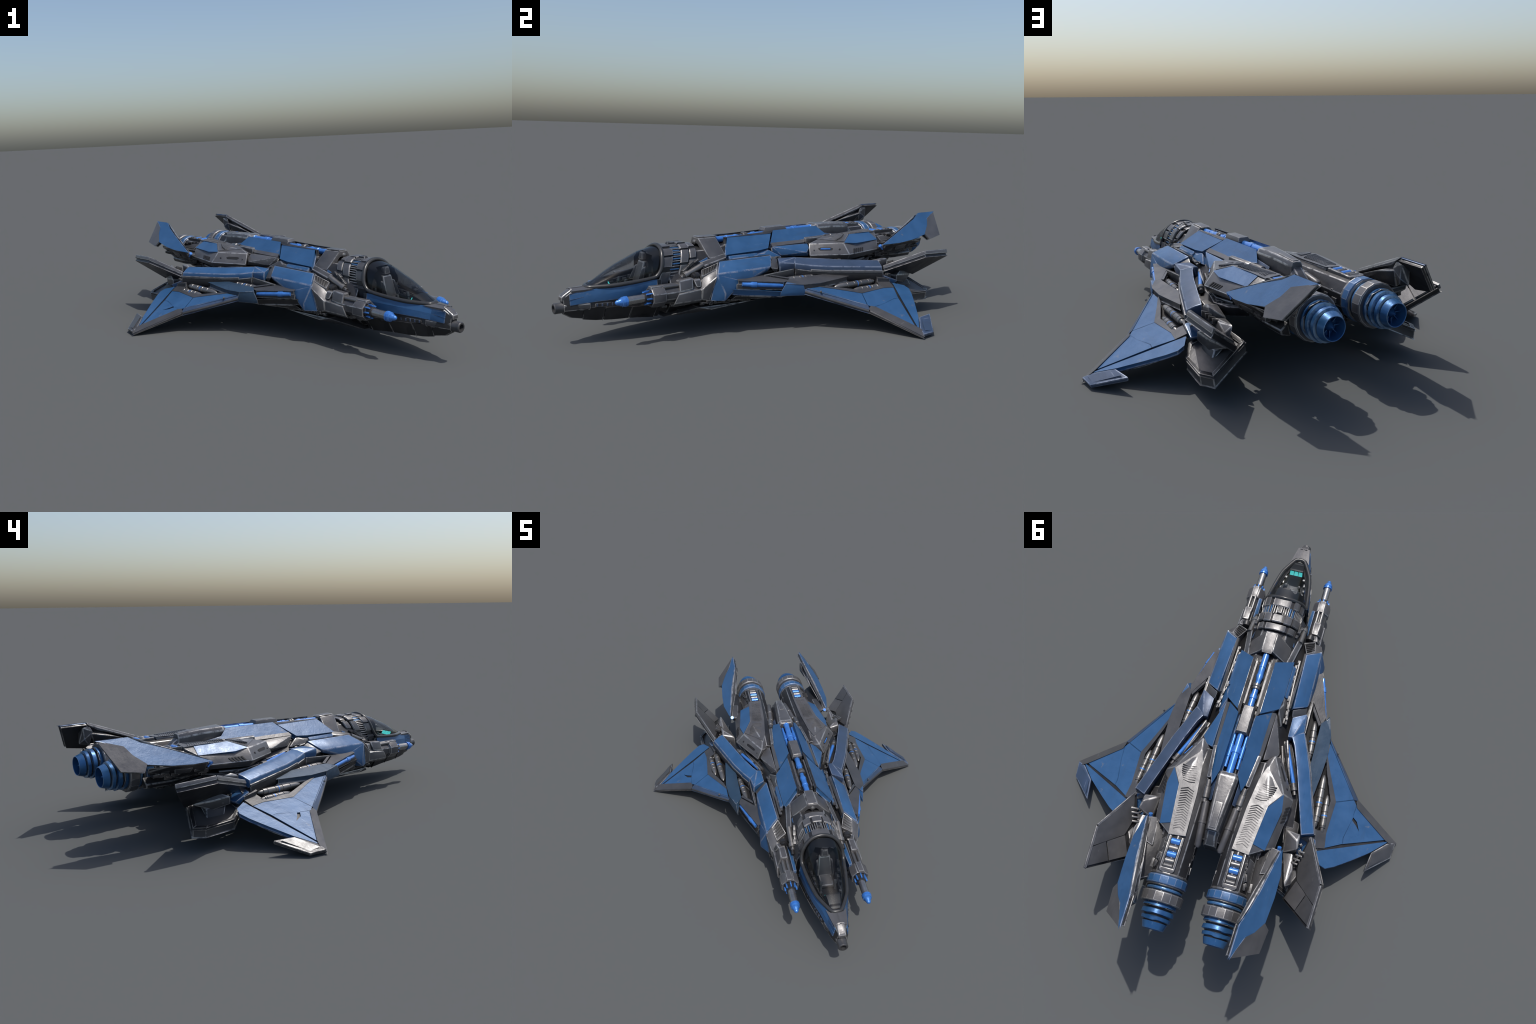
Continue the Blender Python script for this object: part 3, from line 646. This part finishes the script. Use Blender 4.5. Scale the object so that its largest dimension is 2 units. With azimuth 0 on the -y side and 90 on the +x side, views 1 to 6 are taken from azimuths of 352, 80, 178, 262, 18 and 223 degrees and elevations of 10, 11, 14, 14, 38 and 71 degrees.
turned('turbine_cone', [(0, .020), (.012, .018), (.022, .010), (.038, .0)], (EX, -.862, EZ - .004), (EX, -.92, EZ - .005), NOZZLE, eng, 16)
fb = []
for k in range(8):
    a = k * math.pi / 4
    fb.append(box_bm((EX + .029 * math.cos(a), -.872, EZ - .004 + .029 * math.sin(a)), (.024, .012, .003), Matrix.Rotation(-a, 3, 'Y')))
finish(join_bm(fb), 'turbine_blade', NOZZLE, eng, .0005)
# ---- armoured cover over each nacelle
nc = hull('nacelle_cover', [(.166, -.058, .354), (.191, -.045, .298), (.152, -.118, .366), (.247, -.222, .355), (.291, -.225, .303), (.269, -.452, .309), (.232, -.478, .350),
     (.172, -.523, .380), (.102, -.516, .385), (.115, -.322, .376), (.195, -.300, .386), (.128, -.18, .368), (.18, -.42, .384), (.12, -.10, .33), (.10, -.30, .32), (.095, -.5, .34), (.25, -.45, .285), (.27, -.23, .272), (.18, -.06, .28), (.20, -.5, .33)], GREY, None, .004)
slab('cover_panel', [(.200, -.306, .3865), (.246, -.232, .3585), (.256, -.300, .3525), (.230, -.478, .3535), (.180, -.470, .3835), (.184, -.42, .3855)], BLUE, (-.004, 0, -.012), nc, .003)
slab('cover_deck', [(.150, -.128, .3705), (.238, -.228, .3635), (.196, -.298, .3905), (.182, -.42, .389), (.172, -.519, .3855), (.104, -.512, .389), (.114, -.325, .3815), (.130, -.19, .3755)], GREY, (0, 0, -.012), nc, .003)
# ribbed vents on the deck: chevron ribs
def ribs(y0, y1, n, inner, outer, z, bend):
    for i in range(n):
        t = (i + .5) / n; y = y0 + (y1 - y0) * t
        xi, xo = np.interp(t, [0, .5, 1], inner), np.interp(t, [0, .5, 1], outer)
        zi, zo = np.interp(t, [0, 1], z[0]), np.interp(t, [0, 1], z[1])
        xm = (xi + xo) / 2; zm = (zi + zo) / 2 + .0005; h = abs(y1 - y0) / n * .30
        a, m, c = (xi, y, zi), (xm, y - bend, zm), (xo, y, zo)
        bm = loft_bm([[off(p, 0, h, -.004), off(p, 0, h * .4, .0028), off(p, 0, -h * .4, .0028), off(p, 0, -h, -.004)] for p in (a, m, c)])
        finish(bm, 'vent_rib', GREY, nc, 0)
ribs(-.200, -.282, 8, (.150, .140, .134), (.214, .206, .184), ((.3745, .3830), (.3700, .3880)), .004)
ribs(-.312, -.500, 17, (.126, .122, .112), (.184, .172, .162), ((.3835, .3885), (.3895, .3870)), -.012)
# side slot and marks on the cover
def cheek(u, v):   # front slanting cheek between ncF, ncM, ncMo, ncFb
    a = lerp((.170, -.062, .352), (.249, -.222, .352), u); b = lerp((.193, -.049, .300), (.292, -.222, .304), u)
    return lerp(a, b, v)
nrm = (V(cheek(1, 0)) - V(cheek(0, 0))).cross(V(cheek(0, 1)) - V(cheek(0, 0))).normalized()
if nrm.x < 0: nrm = -nrm
def on(u, v, h=.002): return tuple(V(cheek(u, v)) + nrm * h)
slab('cheek_slot', [on(.22, .42), on(.28, .35), on(.56, .36), on(.62, .43), on(.58, .56), on(.26, .55)], BLACK, tuple(-nrm * .006), nc, .001)
turned('slot_light', [(0, .004), (.05, .004)], on(.28, .46, .001), on(.58, .47, .001), GLOSS_BLUE, nc[1], 8, pair='L')
turned('cover_bolt', [(0, .005), (.003, .005), (.004, .003)], on(.80, .5, -.001), tuple(V(on(.80, .5)) + nrm), DARK, nc, 10)
turned('cover_bolt', [(0, .003), (.003, .003), (.004, .002)], on(.10, .55, -.001), tuple(V(on(.10, .55)) + nrm), DARK, nc, 10)
# dark slanted grille bars on the outer flank
for i in range(5):
    y = -.262 - i * .016
    a = (.293 - (i * .016) * .1 - .012, y, .318); b = (.2775 - i * .0016, y - .016, .334)
    x1 = np.interp(y, [-.452, -.225], [.269, .291]);
    a = (x1 - .006, y, .310); b = (x1 - .020, y - .014, .326)
    slab('flank_gill', [off(a, .004, .004, 0), off(b, .004, .004, .001), off(b, .004, -.004, .001), off(a, .004, -.004, 0)], BLACK, (-.006, 0, -.003), nc, .0005)

# ---- small fittings in the dark channels
def fittings(name, a, b, across, n, seed, mat, parent, size=(.010, .020, .010), rise=.004):
    rg = random.Random(seed); bs = []
    a, b, w = V(a), V(b), V(across); d = (b - a).normalized()
    for i in range(n):
        p = a.lerp(b, (i + rg.random()) / n) + w * rg.uniform(-1, 1)
        sx, sy, sz = (q * rg.uniform(.5, 1.5) for q in size)
        rot = d.to_track_quat('Y', 'Z').to_matrix()
        bs.append(box_bm(p + V((0, 0, rg.uniform(0, rise))), (sx, sy, sz), rot))
    for o in finish(join_bm(bs), name, mat, parent, .0012): o['kind'] = 'stuff'
fittings('fitting', (.143, .44, .306), (.160, .12, .300), (.006, 0, 0), 26, 1, MID, core)
fittings('fitting', (.118, .10, .318), (.150, -.08, .290), (.010, 0, 0), 14, 2, STEEL, core)
fittings('fitting', (.208, -.42, .285), (.214, -.66, .288), (0, 0, .028), 34, 3, MID, eng, (.014, .026, .012))
fittings('fitting', (.068, -.36, .30), (.058, -.64, .30), (0, 0, .03), 24, 4, MID, eng, (.010, .026, .014))
fittings('fitting', (.245, -.46, .276), (.280, -.72, .300), (.010, 0, .012), 30, 5, DARK, eng, (.012, .026, .014))
fittings('fitting', (.19, .03, .262), (.255, -.33, .252), (.018, 0, 0), 30, 6, MID, eng, (.014, .024, .012))
fittings('fitting', (.215, .60, .150), (.225, .34, .138), (.012, 0, .006), 22, 7, DARK, core, (.014, .03, .012))
fittings('fitting', (.160, -.52, .368), (.195, -.66, .352), (.010, 0, 0), 12, 8, DARK, eng)
fittings('fitting', (.131, -.30, .222), (.131, -.66, .216), (.035, 0, 0), 26, 9, DARK, eng, (.016, .03, .012), 0)
fittings('fitting', (.135, .78, .155), (.150, .60, .150), (.01, 0, .02), 14, 10, MID, core)
fittings('fitting', (.33, -.36, .20), (.40, -.44, .185), (.02, 0, .01), 12, 12, MID, wing)
fittings('fitting', (.10, .56, .31), (.112, .66, .25), (.004, 0, .02), 10, 13, MID, core)
sweep('fuel_hose', [(.175, .02, .275), (.20, -.06, .268), (.240, -.16, .262), (.258, -.28, .258), (.235, -.38, .262)], .008, STEEL, eng)
sweep('fuel_hose', [(.16, -.03, .27), (.20, -.12, .262), (.23, -.22, .258), (.24, -.36, .262)], .006, MID, eng)

# ================================================================ TAIL FINS
n_fin = V((-.045, 0, -.022))
FIN = [(.303, -.466, .340), (.300, -.560, .405), (.262, -.700, .440), (.228, -.812, .472), (.225, -.940, .473), (.320, -.888, .360), (.333, -.793, .344), (.314, -.770, .370), (.322, -.66, .357), (.328, -.56, .345)]
fin = slab('tail_fin', [(.303, -.464, .338), (.2685, -.66, .412), (.242, -.760, .444), (.228, -.812, .472), (.225, -.936, .473), (.258, -.846, .446), (.285, -.820, .410), (.313, -.770, .371), (.322, -.66, .352), (.322, -.56, .342)], BLUE, (-.006, .001, -.003), None, .003)
slab('fin_liner', [off(p, -.0065, 0, -.0035) for p in [(.303, -.466, .338), (.2685, -.66, .410), (.242, -.760, .442), (.228, -.812, .470), (.225, -.934, .471), (.320, -.885, .361), (.331, -.794, .346), (.313, -.768, .371), (.322, -.66, .353), (.322, -.56, .343)]], DARK, (-.012, .002, -.006), fin, .003)
slab('fin_tip', [(.226, -.938, .470), (.262, -.848, .444), (.287, -.822, .409), (.314, -.774, .371), (.332, -.793, .345), (.321, -.888, .360)], GREY, (-.006, .001, -.003), fin, .003)
hull('fin_rail', [(.296, -.464, .345), (.286, -.464, .330), (.262, -.66, .418), (.248, -.66, .405), (.236, -.760, .450), (.222, -.81, .478), (.208, -.81, .466), (.222, -.76, .435)], MID, fin, .004)
hull('fin_spar', [(.276, -.50, .335), (.300, -.50, .330), (.235, -.80, .440), (.285, -.76, .365), (.205, -.80, .425), (.248, -.76, .345), (.234, -.66, .39), (.30, -.66, .345), (.262, -.64, .345)], DARK, fin, .005)
hull('fin_pod', [(.214, -.800, .460), (.204, -.835, .455), (.208, -.785, .430), (.230, -.80, .365), (.205, -.830, .400), (.232, -.850, .375), (.245, -.79, .40), (.236, -.845, .44), (.255, -.82, .38)], MID, fin, .003)
hull('fin_keel', [(.300, -.475, .332), (.318, -.56, .338), (.314, -.66, .346), (.300, -.760, .348), (.296, -.762, .330), (.280, -.480, .290), (.20, -.46, .31), (.20, -.70, .32), (.265, -.60, .275), (.225, -.70, .275), (.235, -.46, .272), (.25, -.74, .315)], DARK, fin, .004)
hull('keel_plate', [(.306, -.55, .322), (.303, -.64, .326), (.292, -.56, .298), (.288, -.63, .300), (.28, -.56, .31), (.28, -.64, .31)], MID, fin, .003)
hull('keel_plate', [(.303, -.66, .334), (.300, -.735, .340), (.288, -.66, .306), (.286, -.73, .318), (.28, -.66, .32), (.28, -.73, .33)], MID, fin, .003)
hull('keel_plate', [(.292, -.49, .318), (.300, -.535, .322), (.283, -.49, .296), (.288, -.54, .295), (.27, -.49, .30), (.27, -.53, .30)], MID, fin, .003)
hull('engine_deck', [(.175, .03, .262), (.235, -.10, .262), (.285, -.30, .252), (.262, -.38, .250), (.21, -.46, .262), (.14, -.10, .27), (.17, .02, .20), (.23, -.10, .195), (.275, -.30, .20), (.25, -.38, .21), (.20, -.45, .22), (.14, -.1, .19)], DARK, eng, .004)
hull('fin_mount', [(.250, -.45, .318), (.295, -.46, .330), (.292, -.56, .345), (.235, -.58, .330), (.24, -.45, .29), (.28, -.48, .30), (.23, -.58, .30)], MID, fin, .004)
turned('mount_light', [(0, .009), (.012, .009), (.014, .005), (.03, .005)], (.288, -.446, .330), (.286, -.47, .305), GLOSS_BLUE, fin, 12)

# ================================================================ STABILISERS
st = slab('stabilizer', [(.404, -.352, .246), (.495, -.553, .313), (.484, -.738, .303), (.352, -.632, .192), (.376, -.56, .214), (.368, -.47, .211), (.385, -.42, .226)], DARK, (.012, 0, -.020), None, .003)
dn = (.003, 0, -.008)
def SP(pts): return [(x, y, .2575 + .825 * (x - .404) + .0337 * (y + .352)) for x, y in pts]
slab('stabilizer_tile', SP([(.406, -.366), (.489, -.553), (.486, -.640), (.394, -.548), (.380, -.470)]), MID, dn, st, .003)
slab('stabilizer_tile', SP([(.486, -.652), (.482, -.727), (.420, -.678), (.447, -.610)]), MID, dn, st, .003)
slab('stabilizer_tile', SP([(.440, -.604), (.413, -.672), (.360, -.630), (.391, -.556)]), GREY, dn, st, .003)
for a, b in (((.405, -.350, .256), (.497, -.552, .327)), ((.497, -.556, .327), (.488, -.741, .319))):
    hull('stabilizer_edge', [a, b, off(a, .008, .002, -.016), off(b, .008, -.001, -.018), off(a, -.010, -.006, -.006), off(b, -.010, .002, -.006), off(a, .002, 0, -.022), off(b, .002, 0, -.024)], GREY, st, .003)
for i in range(4):
    t = i / 3; a = lerp((.364, -.422, .262), (.346, -.475, .244), t)
    hull('hinge_rib', [a, off(a, .030, -.005, .012), off(a, 0, -.008, 0), off(a, .030, -.013, .012), off(a, .004, -.002, -.016), off(a, .03, -.01, -.01)], STEEL, st, .0015)
br = hull('stabilizer_bracket', [(.358, -.356, .268), (.290, -.345, .257), (.302, -.445, .236), (.362, -.425, .280), (.352, -.390, .282), (.280, -.33, .22), (.29, -.44, .20), (.36, -.35, .21), (.35, -.43, .21)], GREY, st, .005)
hull('bracket_foot', [(.265, -.28, .238), (.340, -.30, .236), (.346, -.36, .230), (.290, -.405, .232), (.265, -.30, .19), (.342, -.36, .18), (.288, -.395, .19)], DARK, st, .004)
hull('bracket_link', [(.302, -.440, .230), (.345, -.44, .240), (.335, -.520, .245), (.362, -.51, .245), (.345, -.590, .255), (.330, -.50, .20), (.36, -.59, .20), (.37, -.50, .20), (.37, -.57, .225)], GREY, st, .004)
hull('pivot_block', [(.408, -.520, .150), (.408, -.520, .190), (.372, -.600, .178), (.36, -.60, .205), (.33, -.56, .19), (.42, -.44, .165), (.42, -.44, .200), (.34, -.43, .19), (.40, -.50, .225), (.36, -.58, .22), (.34, -.43, .165), (.36, -.58, .165)], MID, st, .004)
hull('root_block', [(.345, -.34, .215), (.430, -.345, .205), (.440, -.43, .175), (.36, -.44, .18), (.35, -.34, .17), (.43, -.40, .155), (.36, -.43, .16)], (BLUE), wing, .004)

# ================================================================ VENTRAL FINS
vf_top = [(.330, -.42, .185), (.436, -.402, .140), (.472, -.455, .106), (.483, -.602, .101), (.452, -.649, .101), (.296, -.586, .178), (.305, -.48, .190)]
vf = slab('ventral_fin', vf_top, MID, (-.004, 0, -.037), None, .004)
cv = sum((V(p) for p in vf_top), V()) / len(vf_top)
for i in range(len(vf_top)):
    a, b = V(vf_top[i]), V(vf_top[(i + 1) % len(vf_top)])
    ia, ib = a.lerp(cv, .16), b.lerp(cv, .16)
    hull('fin_rim', [a, b, ia, ib, a + V((.002, 0, .008)), b + V((.002, 0, .008)), ia + V((.003, 0, .006)), ib + V((.003, 0, .006))], DARK, vf, .002)
hull('fin_post', [(.37, -.45, .17), (.40, -.45, .165), (.40, -.55, .16), (.36, -.56, .17), (.40, -.46, .13), (.43, -.48, .12), (.42, -.56, .12), (.37, -.5, .15)], DARK, vf, .004)

# parts hang on the ship, sub-parts on their part, nothing deeper
for ob in bpy.data.objects:
    d, p = 0, ob
    while p.parent: p = p.parent; d += 1
    assert d <= 2, ob.name
